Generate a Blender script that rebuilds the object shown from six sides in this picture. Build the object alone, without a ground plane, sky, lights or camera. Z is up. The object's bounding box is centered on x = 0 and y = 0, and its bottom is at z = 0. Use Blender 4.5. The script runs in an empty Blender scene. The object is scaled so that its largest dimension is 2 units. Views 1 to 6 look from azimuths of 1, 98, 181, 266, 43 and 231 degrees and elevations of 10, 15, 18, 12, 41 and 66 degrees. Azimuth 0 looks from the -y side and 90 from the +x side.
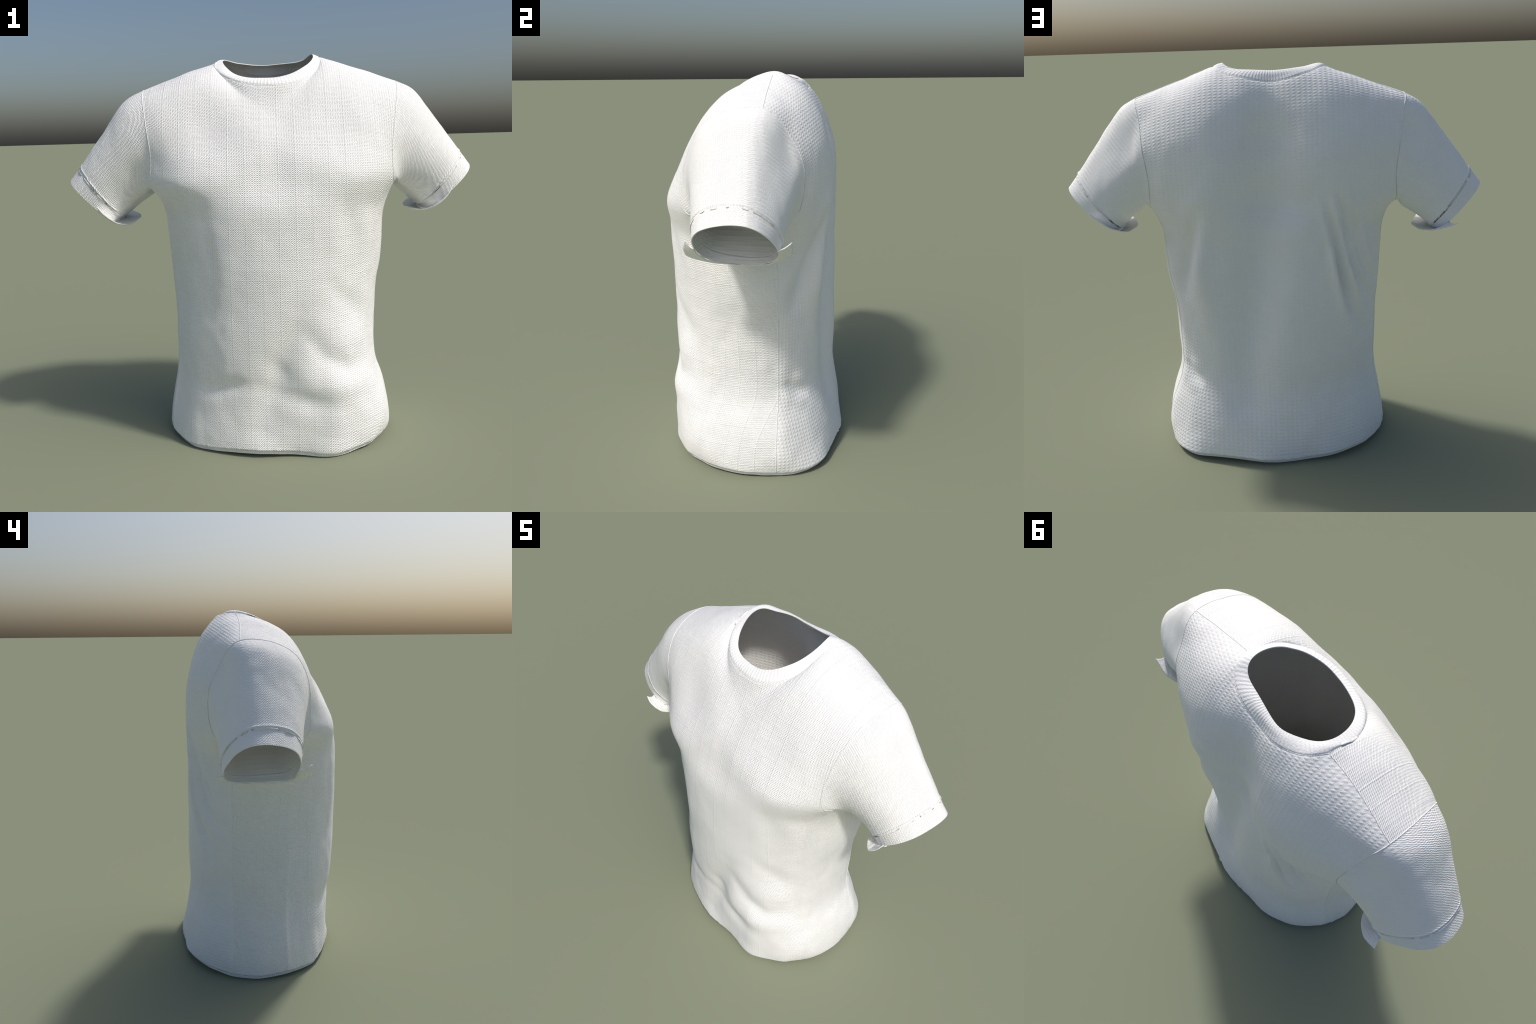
"""A short-sleeved crew-neck shirt, standing as if worn by an invisible torso.

The cloth is described by a coarse control cage (hoops around the body, columns
running up the front and the back to the shoulder seam, rings down each sleeve).
The cage is turned into a smooth surface that passes through its own points,
folds are pressed into it, it is given a thickness, and it is then cut along its
seams into panels, sleeves, hems, collar and lining.
"""
import bpy, math
import numpy as np
from mathutils import Vector, noise

LEVEL = 4            # subdivision steps of the cage
CLOTH = 0.004        # cloth thickness

# --------------------------------------------------------------------------
# 1. body hoops:  z, half width left, half width right, front depth, back depth,
#    squareness of the hoop.   Depths are measured from the line y = MID.
MID = 0.05
HOOPS = [
    # z      xl     xr    front   back  nl   nr   nbl  nbr   turn
    (0.000, 0.532, 0.574, 0.436, 0.380, 2.45, 2.65, 2.10, 2.70, 0.045),
    (0.027, 0.538, 0.582, 0.442, 0.388, 2.45, 2.65, 2.10, 2.70, 0.045),
    (0.034, 0.546, 0.594, 0.451, 0.396, 2.45, 2.65, 2.15, 2.70, 0.045),
    (0.140, 0.539, 0.594, 0.450, 0.382, 2.50, 2.60, 2.25, 2.40, 0.065),
    (0.270, 0.516, 0.563, 0.456, 0.362, 2.40, 2.55, 2.20, 2.20, 0.065),
    (0.400, 0.498, 0.526, 0.468, 0.346, 2.30, 2.45, 2.15, 2.00, 0.050),
    (0.560, 0.496, 0.522, 0.482, 0.352, 2.20, 2.20, 2.20, 1.95, 0.030),
    (0.740, 0.502, 0.531, 0.490, 0.350, 2.02, 2.10, 2.20, 1.90, 0.020),
    (0.920, 0.514, 0.556, 0.492, 0.350, 2.00, 2.05, 2.20, 1.95, 0.015),
    (1.080, 0.522, 0.560, 0.488, 0.348, 2.20, 2.25, 2.25, 2.10, 0.020),
    (1.190, 0.542, 0.578, 0.480, 0.348, 2.28, 2.42, 2.30, 2.30, 0.015),
]
COLS = [-0.93, -0.80, -0.65, -0.49, -0.33, -0.165, 0.0, 0.165, 0.33, 0.49, 0.65, 0.80, 0.93]
NECK_L, NECK_R = 3, 9            # columns that end at the neck
UNDER_Y = [-0.10, 0.03, 0.16]    # columns under the arm (the last is the side seam)


def hoop(z, xl, xr, df, db, nl, nr, nbl, nbr, turn):
    """One closed hoop: 13 front, 3 right, 13 back, 3 left points.
    'turn' swings the front towards the +x side."""
    pts = []

    def yf(s):
        n = nr if s > 0 else nl
        return MID - df * (1 - abs(s) ** n) ** (1 / n) - turn * s * (xr if s > 0 else xl)

    def yb(s):
        nb = nbr if s > 0 else nbl
        return MID + db * (1 - abs(s) ** nb) ** (1 / nb)

    def xx(y, w, nf, nb):
        d, n = (df, nf) if y < MID else (db, nb)
        return w * (1 - (abs(y - MID) / d) ** n) ** (1 / n)
    def outer(y_min, d, n):      # keep the outermost column clear of the flank columns
        return min(0.93, (1 - (y_min / d) ** n) ** (1 / n))
    for s in COLS:
        if abs(s) > 0.9:
            s = math.copysign(outer(0.205, df, nr if s > 0 else nl), s)
        pts.append((s * (xr if s > 0 else xl), yf(s), z))
    for y in UNDER_Y:
        pts.append((xx(y, xr, nr, nbr), y, z))
    for s in reversed(COLS):
        if abs(s) > 0.9:
            s = math.copysign(outer(0.168, db, nbr if s > 0 else nbl), s)
        pts.append((s * (xr if s > 0 else xl), yb(s), z))
    for y in reversed(UNDER_Y):
        pts.append((-xx(y, xl, nl, nbl), y, z))
    if z < 0.035:                # the hem waves a little
        pts = [(x * (1 + 0.014 * math.sin(i * 1.9 + 1)), y * (1 + 0.017 * math.sin(i * 1.55)),
                pz + 0.007 * (1 + math.sin(i * 0.9 - 2.94))) for i, (x, y, pz) in enumerate(pts)]
    return pts


# --------------------------------------------------------------------------
# 2. chest and back above the armpit.  For four stations from the centre line to
#    the armhole: (x, y, z) up the front, at the top, and up the back.
FRONT = {
    'centre': [(0, -0.398, 1.295), (0, -0.378, 1.40), (0, -0.328, 1.51), (0, -0.240, 1.63)],
    'neck':   [(0.285, -0.386, 1.295), (0.285, -0.358, 1.40), (0.280, -0.270, 1.57), (0.285, -0.142, 1.778)],
    'mid':    [(0.440, -0.334, 1.295), (0.435, -0.316, 1.40), (0.440, -0.248, 1.57), (0.460, -0.118, 1.754)],
    'arm':    [(0.574, -0.205, 1.295), (0.562, -0.228, 1.41), (0.580, -0.196, 1.57), (0.608, -0.094, 1.715)],
}
BACK = {
    'centre': [(0, 0.372, 1.295), (0, 0.380, 1.41), (0, 0.370, 1.56), (0, 0.330, 1.72)],
    'neck':   [(0.285, 0.385, 1.295), (0.285, 0.392, 1.42), (0.280, 0.368, 1.59), (0.278, 0.280, 1.785)],
    'mid':    [(0.440, 0.333, 1.295), (0.440, 0.348, 1.42), (0.440, 0.336, 1.57), (0.450, 0.258, 1.722)],
    'arm':    [(0.575, 0.250, 1.292), (0.568, 0.284, 1.41), (0.585, 0.272, 1.545), (0.600, 0.212, 1.657)],
}
SHOULDER = {'neck': (0.262, 0.108, 1.882), 'mid': (0.455, 0.108, 1.814), 'arm': (0.628, 0.115, 1.750)}
# neckline seam and inner edge of the collar, from the left shoulder across to the right
NECK_SEAM = {'front': [(-0.250, -0.010, 1.834), (-0.165, -0.140, 1.765), (-0.020, -0.190, 1.733), (0.130, -0.180, 1.745), (0.243, -0.065, 1.815)],
             'back': [(-0.190, 0.205, 1.860), (-0.100, 0.250, 1.843), (0.0, 0.260, 1.837), (0.120, 0.245, 1.845), (0.215, 0.205, 1.860)]}
NECK_EDGE = {'front': [(-0.212, 0.020, 1.857), (-0.145, -0.100, 1.790), (-0.020, -0.147, 1.768), (0.110, -0.135, 1.785), (0.212, -0.030, 1.852)],
             'side': [(-0.206, 0.112, 1.883), (0.222, 0.098, 1.898)],
             'back': [(-0.155, 0.158, 1.875), (-0.080, 0.195, 1.868), (0.0, 0.195, 1.865), (0.100, 0.180, 1.868), (0.184, 0.163, 1.880)]}


def mix(a, b, t):
    return tuple(a[i] + (b[i] - a[i]) * t for i in range(3))


def station(tab, row, s):
    """Point of a chest/back row at column position |s| (0 centre .. 0.93 arm)."""
    knots = [(0.0, 'centre'), (0.49, 'neck'), (0.72, 'mid'), (0.93, 'arm')]
    x = abs(s)
    pts = [np.array(tab[k][row]) for _, k in knots]
    pos = np.array([k for k, _ in knots])
    # smooth interpolation, even in s at the centre line
    allpos = np.concatenate([-pos[:0:-1], pos])
    mirror = [p * np.array([-1, 1, 1]) for p in pts[:0:-1]]
    allp = np.array(mirror + pts)
    i = int(np.clip(np.searchsorted(allpos, x) - 1, 0, len(allpos) - 2))
    t = (x - allpos[i]) / (allpos[i + 1] - allpos[i])
    out = np.zeros(3)

    def tang(k):
        lo, hi = max(k - 1, 0), min(k + 1, len(allpos) - 1)
        return (allp[hi] - allp[lo]) / (allpos[hi] - allpos[lo])
    h = allpos[i + 1] - allpos[i]
    out = ((2 * t**3 - 3 * t**2 + 1) * allp[i] + (t**3 - 2 * t**2 + t) * h * tang(i)
           + (-2 * t**3 + 3 * t**2) * allp[i + 1] + (t**3 - t**2) * h * tang(i + 1))
    out[0] = out[0] if s >= 0 else -out[0]
    return out


def skew(p):
    """The shirt hangs a little lower and closer on its left-hand (-x) side."""
    x, y, z = p
    if x < 0:
        w = min(1.0, -x / 0.25)
        z = z - 0.012 * w
        x = x * (1 - 0.02 * w)
    if x < 0 and y > 0.12:
        y -= 0.014 * min(1.0, -x / 0.45) * min(1.0, (y - 0.12) / 0.12)
    if x < 0 and y < 0:              # right chest: flatter by the collar, fuller by the armhole
        y += 0.010 * math.exp(-((x + 0.24) / 0.12) ** 2 - ((z - 1.60) / 0.10) ** 2)
        y += 0.020 * math.exp(-((x + 0.46) / 0.16) ** 2 - ((z - 1.28) / 0.07) ** 2)
        y -= 0.026 * math.exp(-((x + 0.56) / 0.13) ** 2 - ((z - 1.55) / 0.15) ** 2)
    if y < 0:
        y -= (0.05 if x > 0 else 0.05 * min(1.0, max(-0.4, (z - 1.34) / 0.1))) * x * min(1.0, max(0.0, (1.75 - z) / 0.3))
    return (x, y, z)


# --------------------------------------------------------------------------
# 3. sleeves: end ring in the cuff plane, as (y, height) with height 0 at the
#    bottom and 1 at the top of the opening.
CUFF = {
    1: [(-0.085, 0.15), (-0.122, 0.30), (-0.133, 0.53), (-0.088, 0.83), (0.045, 1.0),
        (0.150, 0.86), (0.200, 0.57), (0.207, 0.31), (0.168, 0.13), (0.105, 0.07), (0.045, 0.065), (-0.025, 0.085)],
    -1: [(-0.092, 0.12), (-0.124, 0.30), (-0.130, 0.53), (-0.088, 0.82), (0.035, 0.97),
         (0.140, 0.84), (0.195, 0.55), (0.212, 0.28), (0.175, 0.11), (0.105, 0.085), (0.045, 0.090), (-0.030, 0.090)],
}
CUFF_R = ((0.748, 1.112), (1.000, 1.345))      # (x, z) bottom and top of the right cuff
CUFF_L = ((-0.748, 1.085), (-1.007, 1.325))


class Cage:
    def __init__(self):
        self.v, self.f, self.r = [], [], []

    def add(self, p):
        self.v.append(tuple(float(c) for c in p))
        return len(self.v) - 1

    def quad(self, a, b, c, d, region):
        self.f.append((a, b, c, d))
        self.r.append(region)


REGIONS = ['front_panel', 'back_panel', 'sleeve', 'sleeve', 'sleeve_hem', 'sleeve_hem', 'collar', 'bottom_hem']
FR, BK, SL_R, SL_L, CF_R, CF_L, CO, HM = range(8)


def build_cage():
    c = Cage()
    NC = len(COLS)
    rings = [[c.add(p) for p in hoop(*h)] for h in HOOPS]
    N = len(rings[0])
    # the seam column of the side is index 15 (right) and 29 (left) of the hoop
    seam_r, seam_l = NC + 2, 2 * NC + 3
    for k in range(len(rings) - 1):
        for i in range(N):
            j = (i + 1) % N
            back = seam_r <= i < seam_l
            reg = HM if k == 0 else (BK if back else FR)
            c.quad(rings[k][i], rings[k][j], rings[k + 1][j], rings[k + 1][i], reg)
    base = rings[-1]
    # underarm points close the bottom of the armholes
    under_r = [c.add(p) for p in [(0.608, -0.095, 1.282), (0.630, 0.04, 1.274), (0.615, 0.160, 1.274)]]
    under_l = [c.add(p) for p in [(-0.570, 0.150, 1.258), (-0.584, 0.03, 1.258), (-0.566, -0.100, 1.266)]]
    front = [[base[j]] for j in range(NC)]
    back = [[base[NC + 3 + (NC - 1 - j)]] for j in range(NC)]
    for j, s in enumerate(COLS):
        for row in range(4):
            front[j].append(c.add(skew(station(FRONT, row, s))))
            back[j].append(c.add(skew(station(BACK, row, s))))
    # neckline seam and collar edge, right half mirrored to the left
    seam_f, seam_b, edge_f, edge_b, shoulder = {}, {}, {}, {}, {}
    for i, j in enumerate(range(NECK_L + 1, NECK_R)):
        seam_f[j] = c.add(NECK_SEAM['front'][i])
        seam_b[j] = c.add(NECK_SEAM['back'][i])
        edge_f[j] = c.add(NECK_EDGE['front'][i])
        edge_b[j] = c.add(NECK_EDGE['back'][i])
    for i, j in enumerate((NECK_L, NECK_R)):
        x, y, z = SHOULDER['neck']
        seam_f[j] = seam_b[j] = shoulder[j] = c.add((x, y, z) if i else (-0.252, 0.122, 1.873))
        edge_f[j] = edge_b[j] = c.add(NECK_EDGE['side'][i])
    for j in (0, 1, 2, 10, 11, 12):
        a, b, cc = SHOULDER['neck'], SHOULDER['mid'], SHOULDER['arm']
        s = abs(COLS[j])
        p = mix(a, b, (s - 0.49) / 0.23) if s < 0.72 else mix(b, cc, (s - 0.72) / 0.21)
        sg = 1 if COLS[j] > 0 else -1
        shoulder[j] = c.add(skew((p[0] * sg, p[1], p[2])))
    for j in range(NC):
        front[j].append(seam_f[j] if j in seam_f else shoulder[j])
        back[j].append(seam_b[j] if j in seam_b else shoulder[j])
    for j in range(NC - 1):
        for r in range(5):
            c.quad(front[j][r], front[j + 1][r], front[j + 1][r + 1], front[j][r + 1], FR)
            c.quad(back[j + 1][r], back[j][r], back[j][r + 1], back[j + 1][r + 1], BK)
    for j in range(NECK_L, NECK_R):
        c.quad(seam_f[j], seam_f[j + 1], edge_f[j + 1], edge_f[j], CO)
        c.quad(seam_b[j + 1], seam_b[j], edge_b[j], edge_b[j + 1], CO)
    # gussets between the last hoop and the armhole
    r_hoop = [base[NC - 1]] + base[NC:NC + 3] + [base[NC + 3]]
    r_arm = [front[NC - 1][1]] + under_r + [back[NC - 1][1]]
    l_hoop = [base[2 * NC + 2]] + base[2 * NC + 3:] + [base[0]]
    l_arm = [back[0][1]] + under_l + [front[0][1]]
    for k in range(4):
        c.quad(r_hoop[k], r_hoop[k + 1], r_arm[k + 1], r_arm[k], BK if k == 3 else FR)
        c.quad(l_hoop[k], l_hoop[k + 1], l_arm[k + 1], l_arm[k], BK if k == 0 else FR)
    # sleeves
    loops = {}
    for side in (1, -1):
        J = NC - 1 if side > 0 else 0
        u = under_r if side > 0 else under_l[::-1]
        arm = front[J][1:5] + [front[J][5]] + back[J][4:0:-1] + [u[2], u[1], u[0]]
        (bx, bz), (tx, tz) = CUFF_R if side > 0 else CUFF_L
        axis = np.array([0.70 * side, 0, -0.71])
        out = np.array([0.71 * side, 0, 0.70])
        cuff = [np.array([bx + (tx - bx) * h, y, bz + (tz - bz) * h]) for y, h in CUFF[side]]
        cc = np.mean(cuff, axis=0)
        A = [np.array(c.v[i]) for i in arm]
        prev = arm
        #   position along the sleeve, bulge of the top, inset
        tuck = [0.056, 0.030, 0.0, -0.006, -0.006, 0.0, 0.0, -0.010, -0.010, 0.0, 0.010, 0.030]
        lift = [0.0, 0.10, 0.55, 1.05, 0.85, -0.25, -0.45, -0.2, 0.0, 0.0, 0.0, 0.0]
        for t, bulge, grow, reg in [(0.16, 0.030, 0.0, 0), (0.34, 0.028, 0.0, 0), (0.62, 0.016, 0.0, 0),
                                    (0.845, 0.005, 0.0008, 0), (0.872, 0.004, -0.0004, 1), (1.0, 0.0, 0.0, 1)]:
            ring = []
            for k in range(12):
                p = A[k] * (1 - t) + cuff[k] * t
                p = p + out * bulge * lift[k]
                swell = math.sin(math.pi * t ** 0.8)
                p[1] += tuck[k] * swell                       # the underarm slants back
                p[2] += abs(tuck[k]) * 0.4 * swell
                rad = p - (np.mean(A, axis=0) * (1 - t) + cc * t)
                rad = rad / np.linalg.norm(rad)
                ring.append(c.add(p + rad * grow))
            reg_id = {(1, 0): SL_R, (-1, 0): SL_L, (1, 1): CF_R, (-1, 1): CF_L}[(side, reg)]
            for k in range(12):
                m = (k + 1) % 12
                q = (prev[k], prev[m], ring[m], ring[k])
                c.quad(*(q if side < 0 else q[::-1]), reg_id)
            prev = ring
        loops[side] = prev
    return c, loops


def make_mesh(name, v, f):
    me = bpy.data.meshes.new(name)
    me.from_pydata([tuple(p) for p in v], [], [tuple(int(i) for i in q) for q in f])
    me.update()
    return me


def read(me):
    v = np.empty(len(me.vertices) * 3)
    me.vertices.foreach_get('co', v)
    loops = np.empty(len(me.loops), dtype=np.int64)
    me.loops.foreach_get('vertex_index', loops)
    mi = np.empty(len(me.polygons), dtype=np.int64)
    me.polygons.foreach_get('material_index', mi)
    return v.reshape(-1, 3), loops.reshape(-1, 4), mi


def smooth_through_points(cage):
    """Subdivide the cage, moving its points until the surface passes through them."""
    goal = np.array(cage.v)
    ctrl = goal.copy()
    me = make_mesh('cage', ctrl, cage.f)
    for _ in range(10):
        me.materials.append(None)
    me.polygons.foreach_set('material_index', cage.r)
    ob = bpy.data.objects.new('cage', me)
    bpy.context.scene.collection.objects.link(ob)
    mod = ob.modifiers.new('smooth', 'SUBSURF')
    mod.subdivision_type = 'CATMULL_CLARK'
    mod.use_limit_surface = True
    mod.boundary_smooth = 'ALL'
    n = len(goal)
    for it in range(9):
        mod.levels = 1 if it < 8 else LEVEL
        me.vertices.foreach_set('co', ctrl.ravel())
        me.update()
        dg = bpy.context.evaluated_depsgraph_get()
        dg.update()
        ev = ob.evaluated_get(dg)
        m2 = ev.to_mesh()
        v, f, mi = read(m2)
        ev.to_mesh_clear()
        if it < 8:
            ctrl += 0.9 * (goal - v[:n])
    bpy.data.objects.remove(ob)
    bpy.data.meshes.remove(me)
    return v, f, mi


def normals(v, f):
    d1 = v[f[:, 2]] - v[f[:, 0]]
    d2 = v[f[:, 3]] - v[f[:, 1]]
    fn = np.cross(d1, d2)
    out = np.zeros_like(v)
    for k in range(4):
        np.add.at(out, f[:, k], fn)
    return out / np.maximum(np.linalg.norm(out, axis=1), 1e-12)[:, None]


# --------------------------------------------------------------------------
# 4. folds:  side it is on, depth (negative = valley), half width, path in (x, z)
FOLDS = [
    ('front', -0.030, 0.070, [(0.12, 0.70), (0.045, 0.48), (-0.02, 0.29), (-0.06, 0.15)]),
    ('front', 0.011, 0.100, [(0.23, -0.05), (0.26, 0.10)]),
    ('front', 0.022, 0.080, [(0.33, 0.52), (0.30, 0.30), (0.27, 0.06)]),
    ('front', -0.010, 0.075, [(0.05, 1.62), (0.04, 1.45), (0.05, 1.28)]),
    ('front', 0.006, 0.060, [(-0.19, 1.13), (-0.21, 0.95), (-0.23, 0.77)]),
    ('front', -0.008, 0.050, [(0.34, 1.18), (0.38, 1.0)]),
    ('front', -0.010, 0.045, [(0.29, 0.82), (0.36, 0.72), (0.42, 0.66)]),
    ('front', -0.016, 0.045, [(0.16, 0.60), (0.24, 0.49), (0.34, 0.43), (0.42, 0.44)]),
    ('front', -0.012, 0.048, [(-0.04, 0.33), (0.07, 0.30), (0.20, 0.26), (0.31, 0.25)]),
    ('front', -0.012, 0.045, [(-0.40, 0.33), (-0.29, 0.33), (-0.19, 0.35), (-0.10, 0.36)]),
    ('front', -0.008, 0.045, [(-0.03, 0.50), (0.02, 0.43), (0.07, 0.34)]),
    ('front', 0.008, 0.050, [(0.10, 0.46), (0.20, 0.36), (0.34, 0.33), (0.46, 0.34)]),
    ('front', 0.006, 0.060, [(0.24, 0.66), (0.33, 0.56), (0.43, 0.54)]),
    # the hollow of the back, drifting towards the right hip
    ('back', -0.083, 0.112, [(0.0, 1.82), (0.015, 1.55), (0.04, 1.30), (0.075, 1.05), (0.115, 0.80), (0.145, 0.55), (0.15, 0.32)]),
    ('back', 0.032, 0.060, [(0.335, 1.30), (0.355, 1.0), (0.35, 0.72)]),
    ('back', -0.015, 0.080, [(-0.14, 1.60), (0.15, 1.60)]),
    # drapes falling from the left armpit and a deep one on the right flank
    ('back', -0.042, 0.018, [(-0.235, 1.32), (-0.28, 1.11), (-0.30, 1.0), (-0.32, 0.90), (-0.345, 0.79), (-0.42, 0.60)]),
    ('back', -0.042, 0.018, [(-0.29, 1.36), (-0.33, 1.13), (-0.355, 1.01), (-0.39, 0.915), (-0.47, 0.76)]),
    ('back', -0.038, 0.017, [(-0.35, 1.28), (-0.38, 1.07), (-0.40, 1.01), (-0.43, 0.93), (-0.47, 0.85)]),
    ('back', -0.008, 0.022, [(-0.243, 1.14), (-0.225, 1.02)]),
    ('back', -0.036, 0.038, [(0.345, 1.26), (0.375, 1.14), (0.40, 1.06), (0.425, 0.98), (0.445, 0.91), (0.455, 0.84)]),
    ('back', -0.012, 0.028, [(0.48, 0.46), (0.43, 0.40), (0.38, 0.36)]),
]


def press_folds(v, n):
    out = np.zeros(len(v))
    for side, depth, width, path in FOLDS:
        facing = np.clip(-n[:, 1] if side == 'front' else n[:, 1], 0, 1)
        facing = np.clip(facing / 0.7, 0, 1)
        facing = facing * facing * (3 - 2 * facing)
        q = v[:, [0, 2]]
        best = np.full(len(v), 9.0)
        along = np.zeros(len(v))
        L = [0.0]
        for a, b in zip(path[:-1], path[1:]):
            L.append(L[-1] + math.dist(a, b))
        for i in range(len(path) - 1):
            a, b = np.array(path[i]), np.array(path[i + 1])
            t = np.clip(((q - a) @ (b - a)) / ((b - a) @ (b - a)), 0, 1)
            d = np.linalg.norm(q - (a + t[:, None] * (b - a)), axis=1)
            m = d < best
            best[m] = d[m]
            along[m] = (L[i] + t[m] * (L[i + 1] - L[i])) / L[-1]
        low = 0.03 if width < 0.03 else 0.35
        taper = low + (1 - low) * np.sin(np.pi * np.clip(along, 0.0, 1.0))
        wave = np.exp(-(best / width) ** 2)
        if width < 0.03:             # sharp drapes push up a ridge on either side
            wave = wave - 0.45 * np.exp(-((best - 2.0 * width) / width) ** 2)
        out += depth * wave * taper * facing
    return out


def unevenness(v, n):
    """Slack cloth is never quite smooth: low ripples, stronger on the flanks."""
    out = np.zeros(len(v))
    for i, (p, q) in enumerate(zip(v, n)):
        side = 0.45 + 0.55 * abs(q[0])
        a = noise.noise(Vector((p[0] * 9 + 3, p[1] * 9, p[2] * 5)))
        b = noise.noise(Vector((p[0] * 18, p[1] * 18 + 7, p[2] * 13)))
        out[i] = side * (0.0045 * a + 0.0022 * b)
    return out


# --------------------------------------------------------------------------
# 5. materials
class Nodes:
    def __init__(self, name):
        self.m = bpy.data.materials.new(name)
        self.m.use_nodes = True
        self.t = self.m.node_tree
        self.bsdf = self.t.nodes['Principled BSDF']

    def new(self, kind, **kw):
        nd = self.t.nodes.new(kind)
        for k, val in kw.items():
            setattr(nd, k, val)
        return nd

    def link(self, a, b):
        self.t.links.new(a, b)

    def math(self, op, a, b=None, c=None):
        nd = self.new('ShaderNodeMath', operation=op)
        for i, s in enumerate((a, b, c)):
            if s is None:
                continue
            if isinstance(s, (int, float)):
                nd.inputs[i].default_value = s
            else:
                self.link(s, nd.inputs[i])
        return nd.outputs[0]

    def wave(self, phase):
        return self.math('SINE', self.math('MULTIPLY', phase, 2 * math.pi))


def fabric(name, colour, weave, u_axis, v_axis, relief, wales=1.35, rough=0.85):
    """Cloth: plain colour with a very light mottling; knit relief as fine bump.
    u_axis and v_axis are the directions across and along the wales."""
    n = Nodes(name)
    co = n.new('ShaderNodeTexCoord').outputs['Object']

    def along(axis):
        d = n.new('ShaderNodeVectorMath', operation='DOT_PRODUCT')
        n.link(co, d.inputs[0])
        d.inputs[1].default_value = axis
        return d.outputs['Value']
    if v_axis in ('up the front', 'up the back'):   # z, running on over the shoulder
        ys, zs = along((0, 1, 0)), along((0, 0, 1))
        high = n.math('MINIMUM', n.math('MAXIMUM', n.math('MULTIPLY', n.math('SUBTRACT', zs, 1.30), 4.0), 0.0), 1.0)
        lean = n.math('ADD', ys, 0.38) if v_axis == 'up the front' else n.math('SUBTRACT', 0.40, ys)
        v = n.math('ADD', zs, n.math('MULTIPLY', n.math('MULTIPLY', n.math('MAXIMUM', lean, 0.0), 0.75), high))
    else:
        v = along(v_axis)
    if u_axis == 'round the body':      # |x|, running on round the flank below the arm
        xa, ys, zs = n.math('ABSOLUTE', along((1, 0, 0))), along((0, 1, 0)), along((0, 0, 1))
        low = n.math('MINIMUM', n.math('MAXIMUM', n.math('MULTIPLY', n.math('SUBTRACT', 1.30, zs), 6.0), 0.0), 1.0)
        ext = n.math('MULTIPLY', n.math('MULTIPLY', n.math('MAXIMUM', n.math('SUBTRACT', 0.32, ys), 0.0), 0.9), low)
        u = n.math('ADD', xa, ext)
    elif u_axis == 'across the front':  # x, running on round the flank below the arm
        xs, ys, zs = along((1, 0, 0)), along((0, 1, 0)), along((0, 0, 1))
        low = n.math('MINIMUM', n.math('MAXIMUM', n.math('MULTIPLY', n.math('SUBTRACT', 1.32, zs), 6.0), 0.0), 1.0)
        ext = n.math('MULTIPLY', n.math('MULTIPLY', n.math('MAXIMUM', n.math('ADD', ys, 0.24), 0.0), 0.9), low)
        u = n.math('ADD', xs, n.math('MULTIPLY', ext, n.math('SIGN', xs)))
    elif u_axis == 'round the neck':
        u = n.math('MULTIPLY', n.math('ARCTAN2', along((1, 0, 0)), n.math('SUBTRACT', along((0, 1, 0)), 0.05)), 0.20)
    else:
        u = along(u_axis)
    # slightly unsteady yarn
    nz = n.new('ShaderNodeTexNoise')
    nz.inputs['Scale'].default_value = 45.0
    nz.inputs['Detail'].default_value = 2.0
    n.link(co, nz.inputs['Vector'])
    wob = n.math('MULTIPLY', n.math('SUBTRACT', nz.outputs['Fac'], 0.5), 0.006)
    u = n.math('ADD', u, wob)
    v = n.math('ADD', v, wob)
    def twill():
        diag = n.wave(n.math('ADD', n.math('DIVIDE', u, 0.0112), n.math('DIVIDE', v, 0.0085)))
        rows = n.wave(n.math('DIVIDE', v, 0.0085))
        cols = n.wave(n.math('DIVIDE', u, 0.0112))
        h = n.math('ADD', n.math('MULTIPLY', diag, 0.85), n.math('MULTIPLY', rows, 0.45))
        h = n.math('ADD', h, n.math('MULTIPLY', cols, 0.2))
        # dropped wale every 75 mm
        fr = n.math('ABSOLUTE', n.math('SUBTRACT', n.math('FRACT', n.math('DIVIDE', u, 0.075)), 0.5))
        wale = n.math('SUBTRACT', 1.0, n.math('SMOOTH_MIN', n.math('DIVIDE', fr, 0.05), 1.0, 0.2))
        h = n.math('ADD', h, n.math('MULTIPLY', wale, wales))
        fc = n.math('ABSOLUTE', n.math('SUBTRACT', n.math('FRACT', n.math('DIVIDE', v, 0.047)), 0.5))
        course = n.math('SUBTRACT', 1.0, n.math('SMOOTH_MIN', n.math('DIVIDE', fc, 0.09), 1.0, 0.2))
        return n.math('ADD', h, n.math('MULTIPLY', course, wales * 0.55))

    def grain(scale, amount):
        n2 = n.new('ShaderNodeTexNoise')
        n2.inputs['Scale'].default_value = scale
        n2.inputs['Detail'].default_value = 3.0
        n.link(co, n2.inputs['Vector'])
        return n.math('MULTIPLY', n2.outputs['Fac'], amount)

    def waffle():
        a = n.wave(n.math('DIVIDE', u, 0.0235))
        b = n.wave(n.math('DIVIDE', v, 0.0180))
        dimple = n.math('MULTIPLY', n.math('ADD', a, 0.8), n.math('ADD', b, 0.8))
        fine = n.wave(n.math('ADD', n.math('DIVIDE', u, 0.0118), n.math('DIVIDE', v, 0.0090)))
        h = n.math('ADD', n.math('MULTIPLY', dimple, 0.45), n.math('MULTIPLY', fine, 0.10))
        return n.math('ADD', h, grain(230.0, 1.7))
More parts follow.
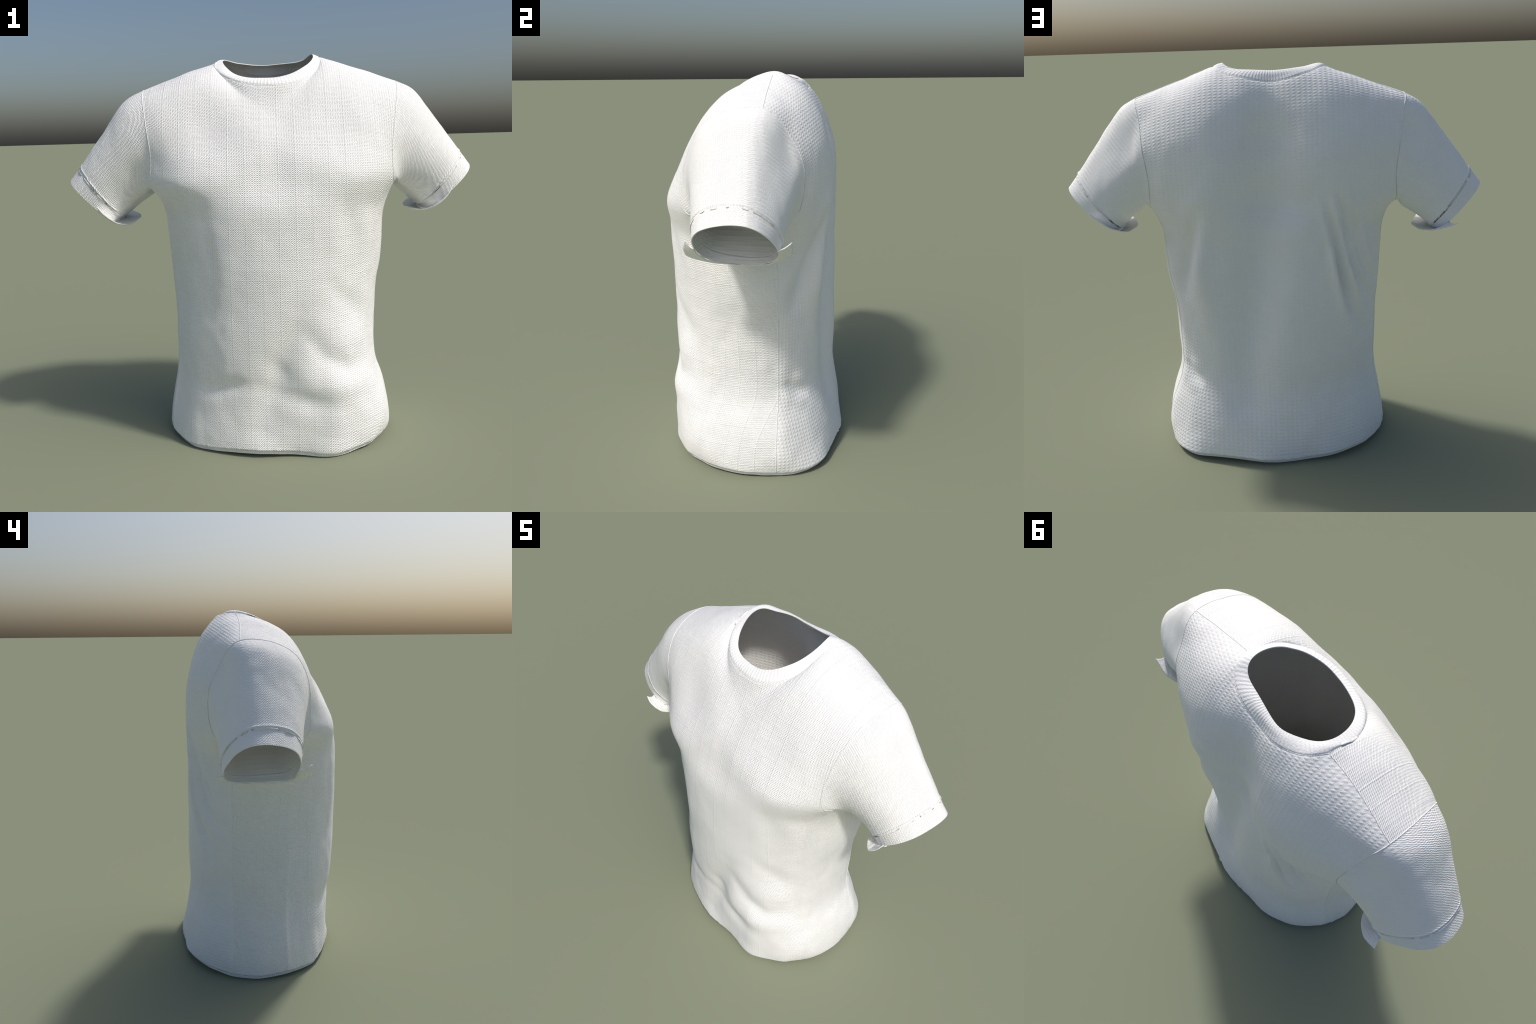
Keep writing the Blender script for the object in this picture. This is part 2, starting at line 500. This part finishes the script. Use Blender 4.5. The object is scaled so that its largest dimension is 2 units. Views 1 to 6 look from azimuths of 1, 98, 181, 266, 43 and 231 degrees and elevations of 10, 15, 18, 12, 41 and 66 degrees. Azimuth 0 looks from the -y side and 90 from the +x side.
    if weave == 'twill':
        h = twill()
    elif weave == 'waffle':
        h = waffle()
    elif weave == 'both':        # twill on the front half, waffle on the back half
        sep = n.new('ShaderNodeSeparateXYZ')
        n.link(co, sep.inputs[0])
        w = n.new('ShaderNodeMapRange')
        n.link(sep.outputs['Y'], w.inputs['Value'])
        w.inputs['From Min'].default_value = -0.01
        w.inputs['From Max'].default_value = 0.15
        w = w.outputs[0]
        h = n.math('ADD', n.math('MULTIPLY', twill(), n.math('SUBTRACT', 1.0, w)), n.math('MULTIPLY', waffle(), w))
    else:   # rib: narrow ridges across the band
        h = n.math('ADD', n.math('MULTIPLY', n.wave(n.math('DIVIDE', u, 0.0135)), 0.5), grain(170.0, 2.0))
    bump = n.new('ShaderNodeBump')
    bump.inputs['Strength'].default_value = 1.0
    bump.inputs['Distance'].default_value = relief
    n.link(h, bump.inputs['Height'])
    n.link(bump.outputs['Normal'], n.bsdf.inputs['Normal'])
    mot = n.new('ShaderNodeTexNoise')
    mot.inputs['Scale'].default_value = 9.0
    mot.inputs['Detail'].default_value = 4.0
    n.link(co, mot.inputs['Vector'])
    ramp = n.new('ShaderNodeValToRGB')
    ramp.color_ramp.elements[0].position = 0.3
    ramp.color_ramp.elements[1].position = 0.7
    ramp.color_ramp.elements[0].color = tuple(c * 0.97 for c in colour) + (1,)
    ramp.color_ramp.elements[1].color = tuple(colour) + (1,)
    n.link(mot.outputs['Fac'], ramp.inputs['Fac'])
    n.link(ramp.outputs['Color'], n.bsdf.inputs['Base Color'])
    n.bsdf.inputs['Roughness'].default_value = rough
    n.bsdf.inputs['Specular IOR Level'].default_value = 0.2
    return n.m


WHITE = (0.985, 0.985, 0.98)
GREY = (0.90, 0.90, 0.89)
X, Z = (1, 0, 0), (0, 0, 1)
MAT = {
    'front_panel': fabric('knit_front', WHITE, 'twill', 'across the front', 'up the front', 0.0007),
    'back_panel': fabric('knit_back', WHITE, 'waffle', 'round the body', 'up the back', 0.0010),
    'sleeve_r': fabric('knit_sleeve', WHITE, 'both', (0.45, 1.0, 0.45), (0.70, 0, -0.71), 0.0009, 0.3),
    'sleeve_l': fabric('knit_sleeve', WHITE, 'both', (-0.45, 1.0, 0.45), (-0.70, 0, -0.71), 0.0009, 0.5),
    'collar': fabric('ribbed_collar', WHITE, 'rib', 'round the neck', Z, 0.0010),
    'bottom_hem': fabric('hem_cloth', WHITE, 'twill', 'across the front', 'up the front', 0.0007),
    'flap_r': fabric('gathered_cloth', WHITE, 'rib', (0.2, 1.0, 0.2), Z, 0.0012),
    'plain': fabric('raw_edge', WHITE, 'rib', X, Z, 0.0002),
    'lining': fabric('inner_cloth', GREY, 'waffle', X, Z, 0.0008),
}


# --------------------------------------------------------------------------
# 6. assembly
def obj_from(name, v, f, mat, parent, vn=None):
    used = np.unique(np.asarray(f).ravel())
    remap = np.full(len(v), -1)
    remap[used] = np.arange(len(used))
    me = make_mesh(name, v[used], remap[np.asarray(f)])
    me.materials.append(mat)
    me.polygons.foreach_set('use_smooth', [True] * len(me.polygons))
    if vn is not None:
        me.normals_split_custom_set_from_vertices([tuple(x) for x in vn[used]])
    ob = bpy.data.objects.new(name, me)
    bpy.context.scene.collection.objects.link(ob)
    ob.parent = parent
    return ob


def boundary_edges(f):
    e = np.concatenate([f[:, [k, (k + 1) % 4]] for k in range(4)])
    key = np.sort(e, axis=1)
    _, inv, cnt = np.unique(key, axis=0, return_inverse=True, return_counts=True)
    return e[cnt[inv.ravel()] == 1]


def seam_chains(f, mi, pairs):
    """Edges that lie between two regions, joined into running chains."""
    owner = {}
    for q, r in zip(f, mi):
        for k in range(4):
            a, b = int(q[k]), int(q[(k + 1) % 4])
            owner.setdefault((min(a, b), max(a, b)), []).append(int(r))
    nxt = {}
    for (a, b), rs in owner.items():
        if len(rs) == 2 and (tuple(sorted(rs)) in pairs):
            nxt.setdefault(a, []).append(b)
            nxt.setdefault(b, []).append(a)
    chains, seen = [], set()
    starts = [a for a in nxt if len(nxt[a]) != 2] + list(nxt)
    for s in starts:
        for d in nxt[s]:
            if (min(s, d), max(s, d)) in seen:
                continue
            ch = [s, d]
            seen.add((min(s, d), max(s, d)))
            while len(nxt[ch[-1]]) == 2:
                a = [x for x in nxt[ch[-1]] if x != ch[-2]][0]
                k = (min(a, ch[-1]), max(a, ch[-1]))
                if k in seen:
                    break
                seen.add(k)
                ch.append(a)
            chains.append(ch)
    return chains


def cord(chains, v, n, radius, lift):
    """A flattened cord laid along seam chains."""
    V, F = [], []
    for ch in chains:
        p = v[ch] + n[ch] * lift
        t = np.gradient(p, axis=0)
        t /= np.maximum(np.linalg.norm(t, axis=1), 1e-9)[:, None]
        b = np.cross(t, n[ch])
        b /= np.maximum(np.linalg.norm(b, axis=1), 1e-9)[:, None]
        o = len(V)
        for i in range(len(ch)):
            for k in range(6):
                a = 2 * math.pi * k / 6
                V.append(p[i] + b[i] * math.cos(a) * radius * 1.5 + n[ch[i]] * math.sin(a) * radius)
        for i in range(len(ch) - 1):
            for k in range(6):
                m = (k + 1) % 6
                F.append((o + i * 6 + k, o + i * 6 + m, o + (i + 1) * 6 + m, o + (i + 1) * 6 + k))
    return np.array(V), np.array(F)


def build_flap(side):
    """Turned-out, gathered strip that hangs from the lower half of a cuff."""
    (bx, bz), (tx, tz) = CUFF_R if side > 0 else CUFF_L
    ring = CUFF[side]
    inner = [(ring[2][0], 0.45), ring[1], ring[0], ring[11], ring[10], ring[9], ring[8], ring[7], (0.204, 0.45)]
    if side > 0:
        outer = [(0.862, -0.168, 1.252), (0.836, -0.182, 1.208), (0.790, -0.170, 1.163), (0.738, -0.095, 1.136),
                 (0.692, 0.030, 1.138), (0.692, 0.110, 1.138), (0.714, 0.200, 1.146), (0.780, 0.252, 1.184), (0.856, 0.262, 1.252)]
    else:                        # the left one reaches less far round
        inner[0], inner[-1] = (-0.127, 0.36), (0.209, 0.28)
        outer = [(0.824, -0.186, 1.196), (0.792, -0.182, 1.155), (0.745, -0.145, 1.112), (0.705, -0.060, 1.092),
                 (0.680, 0.030, 1.105), (0.676, 0.100, 1.112), (0.700, 0.200, 1.116), (0.770, 0.262, 1.136), (0.845, 0.263, 1.158)]
    a = np.array([[bx + (tx - bx) * h, y, bz + (tz - bz) * h] for y, h in inner])
    b = np.array([[x * side, y, z] for x, y, z in outer])

    def dense(p, m):
        t = np.linspace(0, len(p) - 1, m)
        out = []
        for s in t:
            i = min(int(s), len(p) - 2)
            w = s - i
            p0, p1, p2, p3 = p[max(i - 1, 0)], p[i], p[i + 1], p[min(i + 2, len(p) - 1)]
            out.append(0.5 * (2 * p1 + (p2 - p0) * w + (2 * p0 - 5 * p1 + 4 * p2 - p3) * w**2 + (3 * p1 - p0 - 3 * p2 + p3) * w**3))
        return np.array(out)
    M, R = 120, 9
    a, b = dense(a, M), dense(b, M)
    V = []
    rng = np.random.default_rng(11 if side > 0 else 12)
    pleat = np.interp(np.arange(M), np.arange(0, M + 4, 4), rng.uniform(-1, 1, len(np.arange(0, M + 4, 4))))
    nrm = np.array([0.5 * side, 0, 0.85])
    for r in range(R):
        t = r / (R - 1)
        p = a * (1 - t) + b * t + nrm * (0.006 * math.sin(math.pi * t)) * -1
        p = p + nrm * (pleat * 0.0045 * math.sin(math.pi * (0.15 + 0.8 * t)))[:, None]
        V.extend(p)
    V = np.array(V)
    F = []
    for r in range(R - 1):
        for i in range(M - 1):
            F.append((r * M + i, r * M + i + 1, (r + 1) * M + i + 1, (r + 1) * M + i))
    F = np.array(F)
    n = normals(V, F)
    if (n[:, 2].mean() < 0):
        F = F[:, ::-1]
        n = -n
    return thicken(V, F, n, 0.004)


def thicken(v, f, n, th):
    k = len(v)
    inner = v - n * th
    be = boundary_edges(f)
    rim = np.array([(b, a, a + k, b + k) for a, b in be])
    return np.vstack([v, inner]), np.vstack([f, f[:, ::-1] + k, rim])


def stitch_relief(v, n, f, mi):
    """Turned edges: a ragged lip along each stitched hem with a step below it,
    and a shallow groove where the collar is sewn on."""
    out = np.zeros(len(v))
    member = np.zeros((len(v), 8), dtype=bool)
    for r in range(8):
        member[np.unique(f[mi == r]), r] = True
    rng = np.random.default_rng(5)
    for main_part, band, lip, step, spread in [((FR, BK), HM, 0.0050, 0.0045, 0.008), ((SL_R,), CF_R, 0.0030, 0.0014, 0.005),
                                               ((SL_L,), CF_L, 0.0034, 0.0016, 0.005), ((FR, BK), CO, -0.0012, 0.0022, 0.004)]:
        on_main = member[:, list(main_part)].any(axis=1)
        line = np.where(on_main & member[:, band])[0]
        p = v[line]
        lo, hi = p.min(0) - 0.03, p.max(0) + 0.03
        ids = np.where(((v > lo) & (v < hi)).all(axis=1) & (on_main | member[:, band]))[0]
        d = np.full(len(ids), 9.0)
        near = np.zeros(len(ids), dtype=int)
        for k in range(0, len(line), 64):
            q = np.linalg.norm(v[ids][:, None, :] - p[None, k:k + 64, :], axis=2)
            m = q.min(axis=1)
            better = m < d
            d[better] = m[better]
            near[better] = k + q.argmin(axis=1)[better]
        # raggedness that runs along the line: patches about 2 cm long
        cells = rng.uniform(0.25, 1.5, 4096)
        key = (np.floor(p[:, 0] / 0.022) * 7 + np.floor(p[:, 1] / 0.022) * 131).astype(int) % 4096
        rag = (cells if band == HM else 0.72 + 0.4 * cells)[key][near]
        band_side = member[ids, band] & ~on_main[ids]
        up = lip * rag * np.exp(-(d / spread) ** 2)
        down = -step * (0.5 + 0.5 * rag) * np.exp(-((d - 0.004) / 0.005) ** 2)
        if band == CO:               # the collar band stands proud of the body
            down = 0.0012 * (1 - np.exp(-(d / 0.005) ** 2))
            up = -0.0018 * (0.6 + 0.6 * rag) * np.exp(-(d / 0.005) ** 2)
        out[ids] += np.where(band_side, down, up)
    return out


def main():
    cage, loops = build_cage()
    v, f, mi = smooth_through_points(cage)
    n = normals(v, f)
    if n[np.argmax(v[:, 0])][0] < 0:
        raise RuntimeError('inside out')
    v = v + n * (press_folds(v, n) + unevenness(v, n))[:, None]
    n = normals(v, f)
    v = v + n * stitch_relief(v, n, f, mi)[:, None]
    v[:, 2] -= v[:, 2].min()
    n = normals(v, f)
    k = len(v)
    inner = v - n * CLOTH
    allv = np.vstack([v, inner])
    alln = np.vstack([n, -n])

    root = bpy.data.objects.new('white_shirt', None)
    bpy.context.scene.collection.objects.link(root)
    root['label'] = 'plain white knitted short-sleeved shirt with a round collar'
    root['category'] = 't-shirt'

    sleeves = {}
    for reg in range(8):
        faces = f[mi == reg]
        name = REGIONS[reg]
        mat = {SL_R: 'sleeve_r', SL_L: 'sleeve_l', CF_R: 'sleeve_r', CF_L: 'sleeve_l'}.get(reg, name)
        parent = {CF_R: sleeves.get(SL_R), CF_L: sleeves.get(SL_L)}.get(reg) or root
        ob = obj_from(name, allv, faces, MAT[mat], parent, alln)
        sleeves[reg] = ob
    # lining: the inner face of the cloth, with the raw rims
    be = boundary_edges(f)
    rim = np.array([(b, a, a + k, b + k) for a, b in be])
    lin = obj_from('lining', allv, f[:, ::-1] + k, MAT['lining'], root, alln)
    obj_from('edge_binding', allv, rim, MAT['plain'], root)
    # seams
    sew = [((FR, SL_R), (BK, SL_R)), ((FR, SL_L), (BK, SL_L)), ((FR, BK),), ((FR, CO), (BK, CO))]
    for pairs in sew:
        pairs = {tuple(sorted(p)) for p in pairs}
        V, F = cord(seam_chains(f, mi, pairs), v, n, 0.0016, 0.0003)
        obj_from('seam', V, F, MAT['bottom_hem'], root)
    for side in (1, -1):
        V, F = build_flap(side)
        obj_from('hem_flap', V, F, MAT['flap_r'], sleeves[SL_R if side > 0 else SL_L])
    print('verts', len(v), 'extent', v.min(0), v.max(0))


main()
